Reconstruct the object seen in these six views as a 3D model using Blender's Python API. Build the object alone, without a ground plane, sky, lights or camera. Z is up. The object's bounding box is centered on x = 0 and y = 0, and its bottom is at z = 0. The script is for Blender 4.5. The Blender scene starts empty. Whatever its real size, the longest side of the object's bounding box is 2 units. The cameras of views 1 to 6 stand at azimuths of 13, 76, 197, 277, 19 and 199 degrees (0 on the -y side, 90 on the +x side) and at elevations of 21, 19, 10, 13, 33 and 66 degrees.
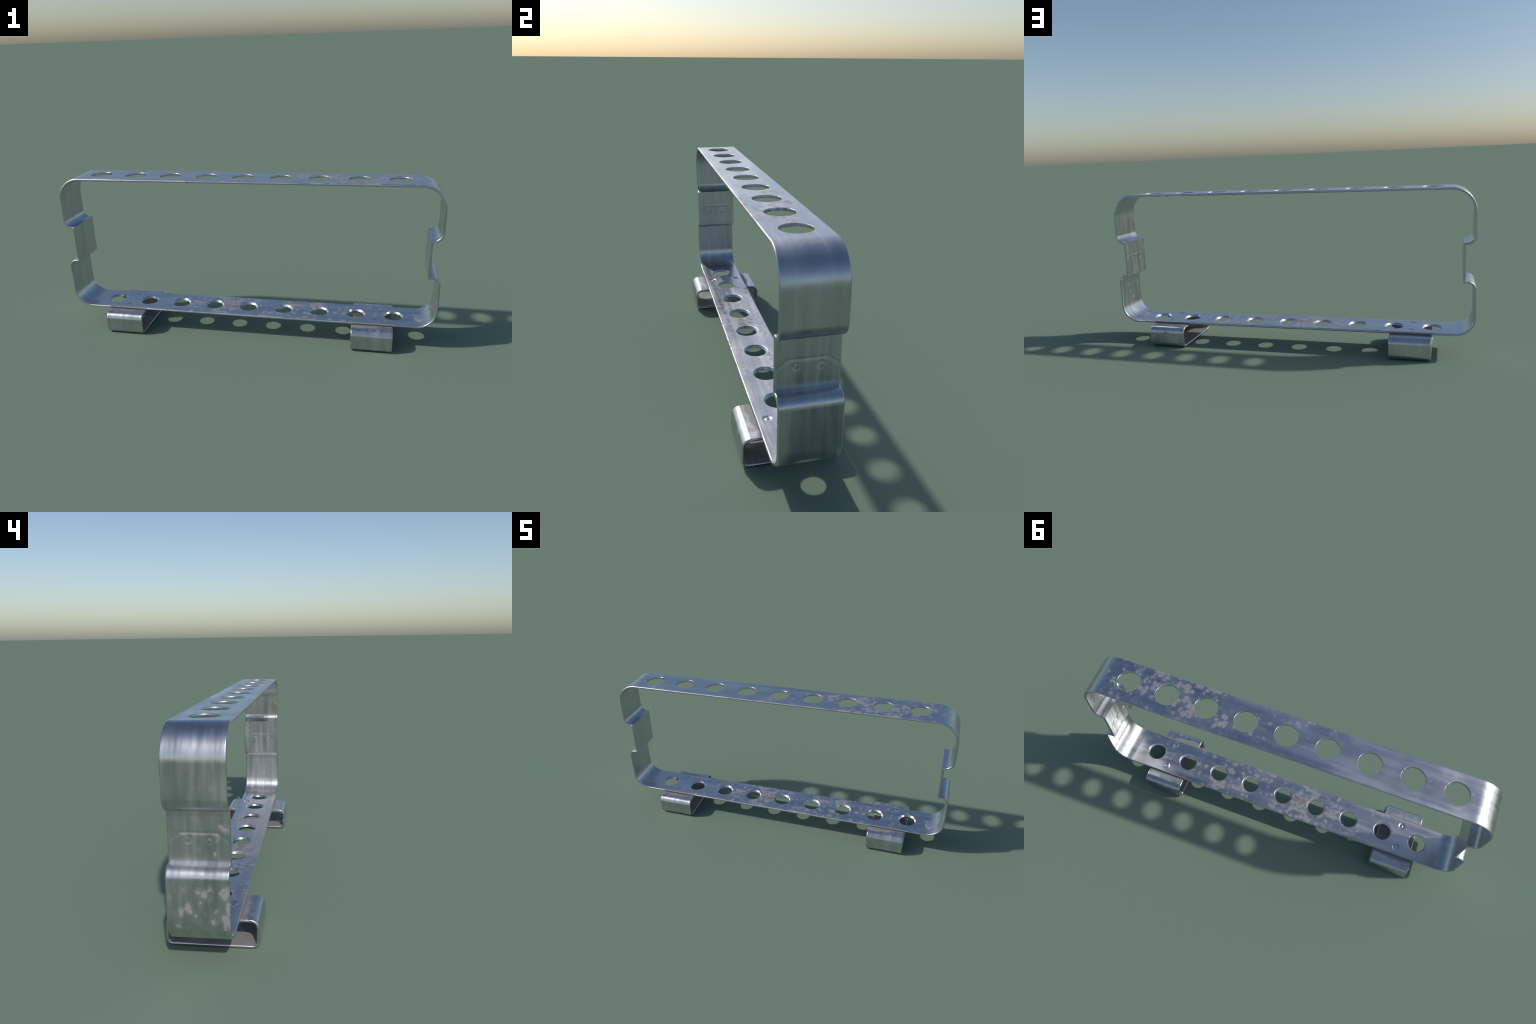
"""Galvanised steel cable bracket: a flat strip bent into a long rectangular ring,
perforated top and bottom bars, stepped end brackets and two welded C-shaped clips."""
import bpy, bmesh, math
from mathutils import Vector
from mathutils.geometry import delaunay_2d_cdt

# ------------------------------------------------------------------ dimensions
T = 0.0120            # sheet thickness
W = 0.2130            # strip width (along y)
RE = 0.0055           # rounding of the strip's long edges
TOP_Z = 0.8690        # upper face of the top bar
BOT_Z = 0.1180        # lower face of the bottom bar
PITCH = 0.1968        # hole spacing, nine holes per bar
HOLES = [PITCH * k for k in range(-4, 5)]
SEAM_TOP, SEAM_BOT = 0.862, 0.872
PLATE_X = 0.9490      # outer face of the recessed middle plate
STEP_HI, STEP_LO = 0.5840, 0.4045


def smooth01(a, b, v):
    t = min(1.0, max(0.0, (v - a) / (b - a)))
    return t * t * (3 - 2 * t)


def arc(cx, cz, r, a0, a1, n):
    return [(cx + r * math.cos(math.radians(a0 + (a1 - a0) * i / n)),
             cz + r * math.sin(math.radians(a0 + (a1 - a0) * i / n))) for i in range(n + 1)]


def section(width, t=T, re=RE, n=5):
    """Half fillets of the strip's cross-section: list of (offset across, depth) on the +side,
    from the outer face round the edge to the inner face."""
    h = width / 2
    pts = []
    for i in range(n + 1):
        a = math.pi / 2 * i / n
        pts.append((h - re + re * math.sin(a), re - re * math.cos(a)))
    for i in range(n + 1):
        a = math.pi / 2 * i / n
        pts.append((h - re + re * math.cos(a), t - re + re * math.sin(a)))
    return pts


def miters(path, tangent0=None, tangent1=None):
    """Inward offset vectors (right-hand side of travel) at each polyline vertex."""
    out = []
    n = len(path)
    seg = []
    for i in range(n - 1):
        d = Vector((path[i + 1][0] - path[i][0], path[i + 1][1] - path[i][1])).normalized()
        seg.append(d)
    for i in range(n):
        a = seg[i - 1] if i > 0 else (Vector(tangent0) if tangent0 else seg[0])
        b = seg[i] if i < n - 1 else (Vector(tangent1) if tangent1 else seg[-1])
        na, nb = Vector((a.y, -a.x)), Vector((b.y, -b.x))
        m = na + nb
        m = m / max(1e-6, m.dot(na)) if m.length > 1e-6 else na
        out.append(m)
    return out


def finish(bm, name, mats, parent, sharp_deg=38, flats=None):
    """flats: heights of exactly flat faces whose border must shade flat (perforated bars)."""
    me = bpy.data.meshes.new(name)
    bmesh.ops.remove_doubles(bm, verts=bm.verts, dist=2e-5)
    bmesh.ops.recalc_face_normals(bm, faces=bm.faces)
    for f in bm.faces:
        for h, up in flats or ():
            if f.normal.z * up < 0 and all(abs(v.co.z - h) < 1e-6 for v in f.verts):
                f.normal_flip()
    for f in bm.faces:
        f.smooth = True
    lim = math.radians(sharp_deg)
    for e in bm.edges:
        if len(e.link_faces) == 2 and e.calc_face_angle(0) > lim:
            e.smooth = False
    bm.to_mesh(me)
    bm.free()
    me.materials.append(mats)
    ob = bpy.data.objects.new(name, me)
    bpy.context.scene.collection.objects.link(ob)
    ob.parent = parent
    if flats:
        vn = [v.normal.copy() for v in me.vertices]
        for p in me.polygons:
            for h, up in flats:
                if all(abs(me.vertices[i].co.z - h) < 1e-6 for i in p.vertices):
                    for i in p.vertices:
                        vn[i] = Vector((0, 0, up))
        me.normals_split_custom_set_from_vertices(vn)
        return ob
    wn = ob.modifiers.new("even_shading", 'WEIGHTED_NORMAL')
    wn.mode = 'FACE_AREA'
    wn.weight = 50
    wn.keep_sharp = True
    return ob


# ------------------------------------------------------------------ generic sweep
def sweep(bm, path, to3d, width, relief=None, rows=None, caps=False, skip_faces=False, t0=None, t1=None):
    """Sweep the rounded strip section along `path`. to3d(p, across) -> xyz.
    relief(p, across) displaces both faces outward; rows: list of (i0, i1, ncols) finely gridded."""
    m = miters(path, t0, t1)
    sec = section(width)
    flat = width / 2 - RE

    def v(i, across, depth, lift=0.0):
        p = path[i]
        d = depth - lift
        return bm.verts.new(to3d((p[0] + m[i].x * d, p[1] + m[i].y * d), across))

    rings = []
    for i in range(len(path)):
        plus = [v(i, a, d) for a, d in sec]
        minus = [v(i, -a, d) for a, d in sec]
        rings.append((plus, minus))
    for i in range(len(path) - 1):
        for side in (0, 1):
            A, B = rings[i][side], rings[i + 1][side]
            for k in range(len(A) - 1):
                bm.faces.new((A[k], A[k + 1], B[k + 1], B[k]))
    if not skip_faces:
        cols = 1
        if relief:
            cols = 130
        for depth, idx in ((0.0, 0), (T, -1)):
            grid = []
            for i in range(len(path)):
                row = []
                for c in range(cols + 1):
                    a = -flat + 2 * flat * c / cols
                    if c == 0:
                        row.append(rings[i][1][idx])
                    elif c == cols:
                        row.append(rings[i][0][idx])
                    else:
                        row.append(v(i, a, depth, relief(path[i], a) if relief else 0.0))
                grid.append(row)
            for i in range(len(path) - 1):
                for c in range(cols):
                    bm.faces.new((grid[i][c], grid[i][c + 1], grid[i + 1][c + 1], grid[i + 1][c]))
    if caps:
        for i in (0, len(path) - 1):
            plus, minus = rings[i]
            bm.faces.new(plus + minus[::-1])
    return rings


# ------------------------------------------------------------------ perforated bars
def dent_profile():
    """(radius, depth) of a spot-weld mark: a ring-shaped pit round a low centre bump."""
    return [(0.0215, 0.0), (0.0195, 0.0006), (0.0165, 0.0005), (0.0140, 0.0017), (0.0112, 0.0026),
            (0.0085, 0.0025), (0.0060, 0.0014), (0.0030, 0.0006)]


def circle(cx, cy, r, n, wob=0.0, seed=0.0):
    return [(cx + r * (1 + wob * math.sin(3 * a + seed)) * math.cos(a),
             cy + r * (1 + wob * math.sin(2 * a + seed * 2)) * math.sin(a))
            for a in (2 * math.pi * i / n for i in range(n))]


def flat_with_holes(bm, boundary, loops, zval):
    """Triangulate the flat face between a boundary and circular cut-outs."""
    pts, edges = [], []
    for loop in [boundary] + loops:
        s = len(pts)
        pts += [Vector(p) for p in loop]
        edges += [(s + i, s + (i + 1) % len(loop)) for i in range(len(loop))]
    vo, _, fo, *_ = delaunay_2d_cdt(pts, edges, [], 0, 1e-6)
    vs = [bm.verts.new((p.x, p.y, zval)) for p in vo]
    cents = []
    for l in loops:
        c = Vector((sum(p[0] for p in l) / len(l), sum(p[1] for p in l) / len(l)))
        r = min((Vector(p) - c).length for p in l)
        cents.append((c, r))
    for f in fo:
        g = sum((vo[i] for i in f), Vector((0, 0))) / len(f)
        if any((g - c).length < r * 0.985 for c, r in cents):
            continue
        bm.faces.new([vs[i] for i in f])


def ring_stack(bm, loops3d, close_to=None):
    """Skin successive closed loops of 3D points."""
    prev = None
    for L in loops3d:
        vs = [bm.verts.new(p) for p in L]
        if prev:
            n = len(vs)
            for i in range(n):
                bm.faces.new((prev[i], prev[(i + 1) % n], vs[(i + 1) % n], vs[i]))
        prev = vs
    if close_to:
        c = bm.verts.new(close_to)
        n = len(prev)
        for i in range(n):
            bm.faces.new((prev[i], prev[(i + 1) % n], c))


def perforated_bar(name, z_out, sign, seam, hole_profile, dents, mat, parent):
    """A flat bar along x. z_out: outer face height, sign=+1 when outer is up.
    hole_profile: (radius, depth from outer face) from the outer to the inner face."""
    bm = bmesh.new()
    N = 56
    nx = 48
    xs = [-seam + 2 * seam * i / nx for i in range(nx + 1)]
    path = [(x, z_out) for x in xs]
    if sign < 0:
        path = path[::-1]
    sweep(bm, path, lambda p, a: (p[0], a, p[1]), W, skip_faces=True)
    fl = W / 2 - RE
    bound = [(x, -fl) for x in xs] + [(x, fl) for x in reversed(xs)]
    for depth, r in ((0.0, hole_profile[0][0]), (T, hole_profile[-1][0])):
        loops = [circle(x, 0, r, N) for x in HOLES]
        if depth == T:
            for k, (dx, dy) in enumerate(dents):
                loops.append(circle(dx, dy, dent_profile()[0][0], 28, 0.05, k * 1.7))
        flat_with_holes(bm, bound, loops, z_out - sign * depth)
    for x in HOLES:
        ring_stack(bm, [[(p[0], p[1], z_out - sign * d) for p in circle(x, 0, r, N)] for r, d in hole_profile])
    zi = z_out - sign * T
    for k, (dx, dy) in enumerate(dents):
        ring_stack(bm, [[(p[0], p[1], zi + sign * d) for p in circle(dx, dy, r, 28, 0.05, k * 1.7)]
                        for r, d in dent_profile()], (dx, dy, zi + sign * 0.0004))
    return finish(bm, name, mat, parent, flats=((z_out, sign), (zi, -sign)))


# ------------------------------------------------------------------ stepped end brackets
def plate_relief(dent_y):
    """Pressed tab outline with clipped corners and two spot-weld pits on the middle plate."""
    def h(p, y):
        z = p[1]
        if abs(p[0]) > PLATE_X + 1e-4:
            return 0.0
        sd = max(z - 0.5060, (z - 0.5060 + (abs(y) - 0.0620) * 0.778) / 1.267)
        edge = 1 - smooth01(0.0975, 0.1015, abs(y))
        fade = smooth01(0.412, 0.455, z)
        soft = 1.0 - 0.45 * smooth01(0.060, 0.075, abs(y))
        out = 0.0008 * soft * (1 - smooth01(-0.0085, 0.0020, sd)) * fade
        out -= 0.0005 * soft * math.exp(-((sd - 0.0040) / 0.0042) ** 2)
        for k, dy in enumerate(dent_y):
            a = math.atan2(z - 0.4845, y - dy)
            r = math.hypot(y - dy, z - 0.4845) * (1 + 0.12 * math.sin(2 * a + 1 + k))
            deep = 1 + 0.45 * math.sin(a + 4.2 + k)
            out -= 0.0015 * deep * math.exp(-(r / 0.0125) ** 4)
            out += 0.0013 * math.exp(-((r - 0.002) / 0.0058) ** 2)
        return out * edge
    return h


def end_bracket(name, sx, dent_y, mat, parent):
    bm = bmesh.new()
    upper = [(SEAM_TOP, TOP_Z)] + arc(0.880, TOP_Z - 0.120, 0.120, 90, 0, 26)
    upper += [(1.0, 0.637)][:0] + arc(0.947, STEP_HI + 0.053, 0.053, 0, -87.8, 16)
    upper[-1] = (PLATE_X, STEP_HI)
    mid = [(PLATE_X, STEP_HI + (STEP_LO - STEP_HI) * i / 116) for i in range(117)]
    lower = [(PLATE_X, STEP_LO)] + arc(0.958, STEP_LO - 0.042, 0.042, 90, 0, 14)
    lower += arc(0.8995, BOT_Z + 0.1005, 0.1005, 0, -90, 24) + [(SEAM_BOT, BOT_Z)]

    def to3d(p, a):
        return (sx * p[0], a, p[1])
    hor, down = (-1.0, 0.0), (0.0, -1.0)
    sweep(bm, upper, to3d, W, t1=down)
    sweep(bm, mid, to3d, W, relief=plate_relief(dent_y), t0=(-1.0, -0.0), t1=(1.0, 0.0))
    sweep(bm, lower, to3d, W, t0=down)
    return finish(bm, name, mat, parent)


# ------------------------------------------------------------------ mounting clips
def mounting_clip_mesh(mat):
    hy, top = 0.1780, BOT_Z - 0.0008
    left = [(-0.050, top), (-0.100, top)] + arc(-hy + 0.036, top - 0.036, 0.036, 90, 180, 12)
    left += arc(-hy + 0.027, 0.027, 0.027, 180, 270, 10)
    path = left + [(-y, z) for y, z in reversed(left)]
    # travel so that the inside of the C lies on the right hand
    path = path[::-1]
    return path


# ------------------------------------------------------------------ materials
class G:
    """Tiny helper for wiring shader graphs."""
    def __init__(self, mat):
        mat.use_nodes = True
        self.t = mat.node_tree
        self.t.nodes.clear()

    def n(self, kind, **kw):
        nd = self.t.nodes.new(kind)
        for k, v in kw.items():
            setattr(nd, k, v)
        return nd

    def put(self, sock, val):
        if isinstance(val, bpy.types.NodeSocket):
            self.t.links.new(val, sock)
        else:
            sock.default_value = val

    def math(self, op, a, b=0.0, clamp=False):
        nd = self.n('ShaderNodeMath', operation=op, use_clamp=clamp)
        self.put(nd.inputs[0], a)
        self.put(nd.inputs[1], b)
        return nd.outputs[0]

    def ramp(self, fac, stops, interp='LINEAR'):
        nd = self.n('ShaderNodeValToRGB')
        nd.color_ramp.interpolation = interp
        els = nd.color_ramp.elements
        while len(els) < len(stops):
            els.new(0.5)
        for e, (p, c) in zip(els, stops):
            e.position = p
            e.color = (c, c, c, 1) if isinstance(c, (int, float)) else (*c, 1)
        self.put(nd.inputs[0], fac)
        return nd.outputs[0]

    def span(self, v, a, b, c=0.0, d=1.0, smooth=True):
        nd = self.n('ShaderNodeMapRange', interpolation_type='SMOOTHSTEP' if smooth else 'LINEAR')
        for i, x in enumerate((v, a, b, c, d)):
            self.put(nd.inputs[i], x)
        return nd.outputs[0]

    def noise(self, vec, scale, detail=2.0, rough=0.5, dist=0.0):
        nd = self.n('ShaderNodeTexNoise')
        self.put(nd.inputs['Vector'], vec)
        nd.inputs['Scale'].default_value = scale
        nd.inputs['Detail'].default_value = detail
        nd.inputs['Roughness'].default_value = rough
        nd.inputs['Distortion'].default_value = dist
        return nd.outputs[0]

    def stretch(self, vec, s, loc=(0, 0, 0)):
        nd = self.n('ShaderNodeMapping')
        self.put(nd.inputs['Vector'], vec)
        nd.inputs['Scale'].default_value = s
        nd.inputs['Location'].default_value = loc
        return nd.outputs[0]

    def mix(self, fac, a, b):
        nd = self.n('ShaderNodeMix', data_type='RGBA')
        self.put(nd.inputs[0], fac)
        self.put(nd.inputs[6], a)
        self.put(nd.inputs[7], b)
        return nd.outputs[2]

    def lerp(self, fac, a, b):
        nd = self.n('ShaderNodeMix', data_type='FLOAT')
        self.put(nd.inputs[0], fac)
        self.put(nd.inputs[2], a)
        self.put(nd.inputs[3], b)
        return nd.outputs[0]


METAL = (0.60, 0.612, 0.635, 1)
BLOOM = (0.235, 0.228, 0.230, 1)      # dull zinc bloom
GRIME = (0.178, 0.164, 0.156, 1)      # brownish dirt
SPECK = (0.10, 0.095, 0.10, 1)


def steel(name, clip=False):
    mat = bpy.data.materials.new(name)
    g = G(mat)
    tc = g.n('ShaderNodeTexCoord').outputs['Object']
    if clip:
        info = g.n('ShaderNodeObjectInfo').outputs['Location']
        add = g.n('ShaderNodeVectorMath', operation='ADD')
        g.put(add.inputs[0], tc)
        g.put(add.inputs[1], info)
        co = add.outputs[0]
    else:
        co = tc
    sep = g.n('ShaderNodeSeparateXYZ')
    g.put(sep.inputs[0], co)
    x, y, z = sep.outputs
    ay = g.math('ABSOLUTE', y)
    ax = g.math('ABSOLUTE', x)

    # --- rolling streaks run along the strip
    across = (45, 2.0, 2.0) if clip else (2.0, 45, 2.0)
    streak = g.noise(g.stretch(co, across, (7.3, 31.7, 4.9)), 1.0, 1.0, 0.5)
    broad = g.noise(g.stretch(co, (9, 4, 5) if clip else (4, 22, 4), (3, 1, 7)), 1.0, 2.0, 0.55)
    cloud = g.noise(g.stretch(co, (1, 1, 0.6)), 9.0, 2.0, 0.5)
    swell = g.noise(g.stretch(co, (1, 1, 0.6), (2, 4, 1)), 11.0, 0.0)

    # --- how much bloom each region carries
    if clip:
        near = g.span(ay, 0.165, 0.105)
        high = g.span(z, 0.095, 0.112)
        density = g.math('ADD', g.math('MULTIPLY', near, g.math('MULTIPLY', high, 0.55)), 0.28)
    else:
        xr = g.math('ADD', g.math('MULTIPLY', x, 0.5), 0.5)
        top = g.ramp(xr, [(0.02, 0.0), (0.09, 0.26), (0.25, 0.16), (0.45, 0.28), (0.56, 0.40), (0.63, 0.52),
                          (0.70, 0.64), (0.80, 0.80), (0.88, 0.80), (0.94, 0.58), (0.975, 0.05)])
        bot = g.ramp(xr, [(0.03, 0.05), (0.10, 0.14), (0.16, 0.36), (0.27, 0.50), (0.36, 0.64), (0.44, 0.90),
                          (0.51, 0.64), (0.60, 0.62), (0.68, 0.72), (0.76, 0.62), (0.86, 0.40), (0.95, 0.40)])
        left = g.ramp(z, [(0.14, 0.25), (0.18, 0.66), (0.33, 0.56), (0.40, 0.30), (0.60, 0.22), (0.74, 0.22),
                          (0.80, 0.05)])
        outer = g.math('MAXIMUM', g.span(ax, 0.992, 0.996),
                       g.math('MULTIPLY', g.span(ax, 0.944, 0.947), g.span(ax, 0.954, 0.951)))
        left = g.math('SUBTRACT', left, g.math('MULTIPLY', y, 2.4))
        left = g.lerp(outer, 0.0, left)
        right = g.ramp(z, [(0.14, 0.45), (0.22, 0.36), (0.36, 0.32), (0.45, 0.25), (0.60, 0.10)])
        right = g.lerp(outer, right, 0.05)
        side = g.lerp(g.span(x, -0.1, 0.1), left, right)
        wall = g.span(ax, 0.925, 0.965)
        level = g.lerp(g.span(z, 0.3, 0.5), bot, top)
        density = g.lerp(wall, level, side)

    blob_co = g.stretch(co, (1.0, 1.0, 0.68) if not clip else (1, 1, 1))
    jit = g.n('ShaderNodeTexNoise')
    g.put(jit.inputs['Vector'], blob_co)
    jit.inputs['Scale'].default_value = 55.0
    shift = g.n('ShaderNodeVectorMath', operation='MULTIPLY_ADD')
    g.put(shift.inputs[0], jit.outputs[1])
    shift.inputs[1].default_value = (0.022, 0.022, 0.022)
    g.put(shift.inputs[2], blob_co)
    cell = g.n('ShaderNodeTexVoronoi', feature='SMOOTH_F1')
    g.put(cell.inputs['Vector'], shift.outputs[0])
    cell.inputs['Scale'].default_value = 36.0
    cell.inputs['Smoothness'].default_value = 0.35
    dots = g.math('SUBTRACT', 0.80, g.math('MULTIPLY', cell.outputs['Distance'], 0.70))
    fine = g.noise(blob_co, 26.0, 2.0, 0.5)
    blobs = g.math('ADD', g.math('MULTIPLY', dots, 0.55), g.math('MULTIPLY', fine, 0.45))
    patchy = g.noise(blob_co, 9.0, 2.0, 0.5)
    field = g.math('ADD', blobs, g.math('MULTIPLY', g.math('SUBTRACT', patchy, 0.5), 0.58))
    field = g.math('ADD', field, g.math('MULTIPLY', g.math('SUBTRACT', density, 0.5), 0.34))
    if not clip:
        # one thick brownish stain near the middle of the bottom bar
        dx = g.math('DIVIDE', g.math('SUBTRACT', x, -0.095), 0.065)
        dy = g.math('DIVIDE', g.math('SUBTRACT', y, 0.015), 0.070)
        rr = g.math('SQRT', g.math('ADD', g.math('MULTIPLY', dx, dx), g.math('MULTIPLY', dy, dy)))
        stain = g.math('MULTIPLY', g.span(rr, 1.20, 0.1, 0.0, 0.27), g.span(z, 0.2, 0.15))
        field = g.math('ADD', field, stain)
    bloom = g.span(field, 0.560, 0.695, 0.0, 0.64)
    halo = g.span(field, 0.45, 0.68, 0.0, 0.14)
    bloom = g.math('MAXIMUM', bloom, halo)

    # --- brown dirt: hearts of the thickest bloom, and the crevices round the clips
    heart = g.span(field, 0.74, 0.84, 0.0, 0.65)
    if clip:
        inside = g.math('MULTIPLY', g.span(ay, 0.1685, 0.1655, smooth=False), g.span(z, 0.1062, 0.1046, smooth=False))
        inside = g.math('MULTIPLY', inside, g.span(z, 0.0105, 0.0118, smooth=False))
        nz = g.n('ShaderNodeSeparateXYZ')
        ends = g.span(g.math('ABSOLUTE', g.math('SUBTRACT', ax, 0.6785)), 0.1045, 0.1020)
        inside = g.math('MULTIPLY', inside, ends)
        inside = g.math('MULTIPLY', inside, g.span(cloud, 0.30, 0.55, 0.50, 0.90))
        under = g.math('MULTIPLY', g.span(g.math('ADD', ay, g.math('MULTIPLY', g.math('SUBTRACT', cloud, 0.5), 0.10)),
                                          0.135, 0.110), g.span(z, 0.108, 0.113))
        bloom = g.math('MAXIMUM', bloom, g.math('MULTIPLY', under, 0.85))
        dirt = g.math('MAXIMUM', heart, inside)
        dirt = g.math('MAXIMUM', dirt, g.math('MULTIPLY', under, g.span(cloud, 0.40, 0.65, 0.2, 0.8)))
    else:
        byclip = g.span(g.math('ABSOLUTE', g.math('SUBTRACT', ax, 0.6785)), 0.125, 0.100)
        low = g.span(z, 0.140, 0.125)
        rim = g.span(ay, 0.1000, 0.1045)
        crev = g.math('MULTIPLY', g.math('MULTIPLY', byclip, low), rim)
        crev = g.math('MULTIPLY', crev, g.span(streak, 0.3, 0.6, 0.55, 0.95))
        dirt = g.math('MAXIMUM', heart, crev)
        # handling marks spotted along the rims
        marks = g.math('MULTIPLY', g.span(ay, 0.1015, 0.1050), g.span(g.noise(co, 14.0, 1.0), 0.72, 0.76, 0.0, 0.7))
        dirt = g.math('MAXIMUM', dirt, marks)

    # --- small dark specks, stretched along the strip
    sp = g.noise(g.stretch(co, (1, 1, 0.45), (5, 2, 9)), 21.0, 1.0, 0.4)
    speck = g.span(sp, 0.76, 0.82, 0.0, 0.5)

    col = g.mix(g.span(streak, 0.3, 0.7, 0.0, 1.0), (METAL[0] * .90, METAL[1] * .90, METAL[2] * .90, 1), METAL)
    col = g.mix(g.span(broad, 0.62, 0.35, 0.0, 0.35), col, (0.44, 0.45, 0.475, 1))
    col = g.mix(bloom, col, g.mix(g.span(cloud, 0.35, 0.65), BLOOM, (0.205, 0.197, 0.197, 1)))
    col = g.mix(dirt, col, GRIME if not clip else (0.222, 0.219, 0.212, 1))
    col = g.mix(speck, col, SPECK)
    dull = g.math('MAXIMUM', g.math('MAXIMUM', bloom, dirt), speck)
    metal = g.math('SUBTRACT', 1.0, g.math('MULTIPLY', dull, 0.95), clamp=True)
    rough = g.math('ADD', 0.315, g.math('MULTIPLY', g.math('SUBTRACT', broad, 0.5), 0.22))
    rough = g.math('ADD', rough, g.math('MULTIPLY', g.math('SUBTRACT', streak, 0.5), 0.16))
    rough = g.math('ADD', rough, g.math('MULTIPLY', g.math('SUBTRACT', cloud, 0.5), 0.22))
    rough = g.lerp(g.math('MINIMUM', dull, 1.0), g.math('MAXIMUM', rough, 0.16), 0.62)

    # --- relief of the rolled sheet
    height = g.math('ADD', g.math('MULTIPLY', streak, 0.00075), g.math('MULTIPLY', broad, 0.0018))
    height = g.math('ADD', height, g.math('MULTIPLY', swell, 0.0026))
    bump = g.n('ShaderNodeBump')
    bump.inputs['Strength'].default_value = 0.55
    bump.inputs['Distance'].default_value = 1.0
    if 'Filter Width' in bump.inputs:
        bump.inputs['Filter Width'].default_value = 1.0
    g.put(bump.inputs['Height'], height)

    bsdf = g.n('ShaderNodeBsdfPrincipled')
    g.put(bsdf.inputs['Base Color'], col)
    g.put(bsdf.inputs['Metallic'], metal)
    g.put(bsdf.inputs['Roughness'], rough)
    g.put(bsdf.inputs['Normal'], bump.outputs[0])
    g.put(bsdf.inputs['Specular IOR Level'], g.lerp(dirt, 0.35, 0.08))
    out = g.n('ShaderNodeOutputMaterial')
    g.put(out.inputs[0], bsdf.outputs[0])
    return mat


# ------------------------------------------------------------------ assembly
def main():
    root = bpy.data.objects.new("cable_bracket", None)
    bpy.context.scene.collection.objects.link(root)
    root["label"] = "long galvanised steel strip bracket with round holes and two clips"
    root["category"] = "cable bracket"

    strip = steel("galvanised_strip")
    clipm = steel("galvanised_clip", clip=True)

    R = 0.0558
    punched = [(R + 0.0016, 0.0), (R + 0.0006, 0.0004), (R, 0.0016), (R, T - 0.0016),
               (R + 0.0005, T - 0.0004), (R + 0.0014, T)]
    sunk = [(0.0452, 0.0), (0.0440, 0.0005), (0.0436, 0.0018), (0.0446, 0.0034), (0.0500, T - 0.0026),
            (0.0512, T - 0.0010), (0.0524, T - 0.0002), (0.0536, T)]
    perforated_bar("top_bar", TOP_Z, 1, SEAM_TOP, punched, [], strip, root)
    dents = [(0.697, 0.065), (0.697, -0.066), (-0.6815, 0.063), (-0.6815, -0.066)]
    perforated_bar("bottom_bar", BOT_Z, -1, SEAM_BOT, sunk, dents, strip, root)
    end_bracket("end_bracket", 1, (-0.0387, 0.0408), strip, root)
    end_bracket("end_bracket", -1, (0.0336, -0.0377), strip, root)

    bm = bmesh.new()
    sweep(bm, mounting_clip_mesh(clipm), lambda p, a: (a, p[0], p[1]), 0.2125, caps=True)
    clip = finish(bm, "mounting_clip", clipm, root)
    clip.location = (0.6785, 0, 0)
    other = clip.copy()
    bpy.context.scene.collection.objects.link(other)
    other.location = (-0.6785, 0, 0)


main()
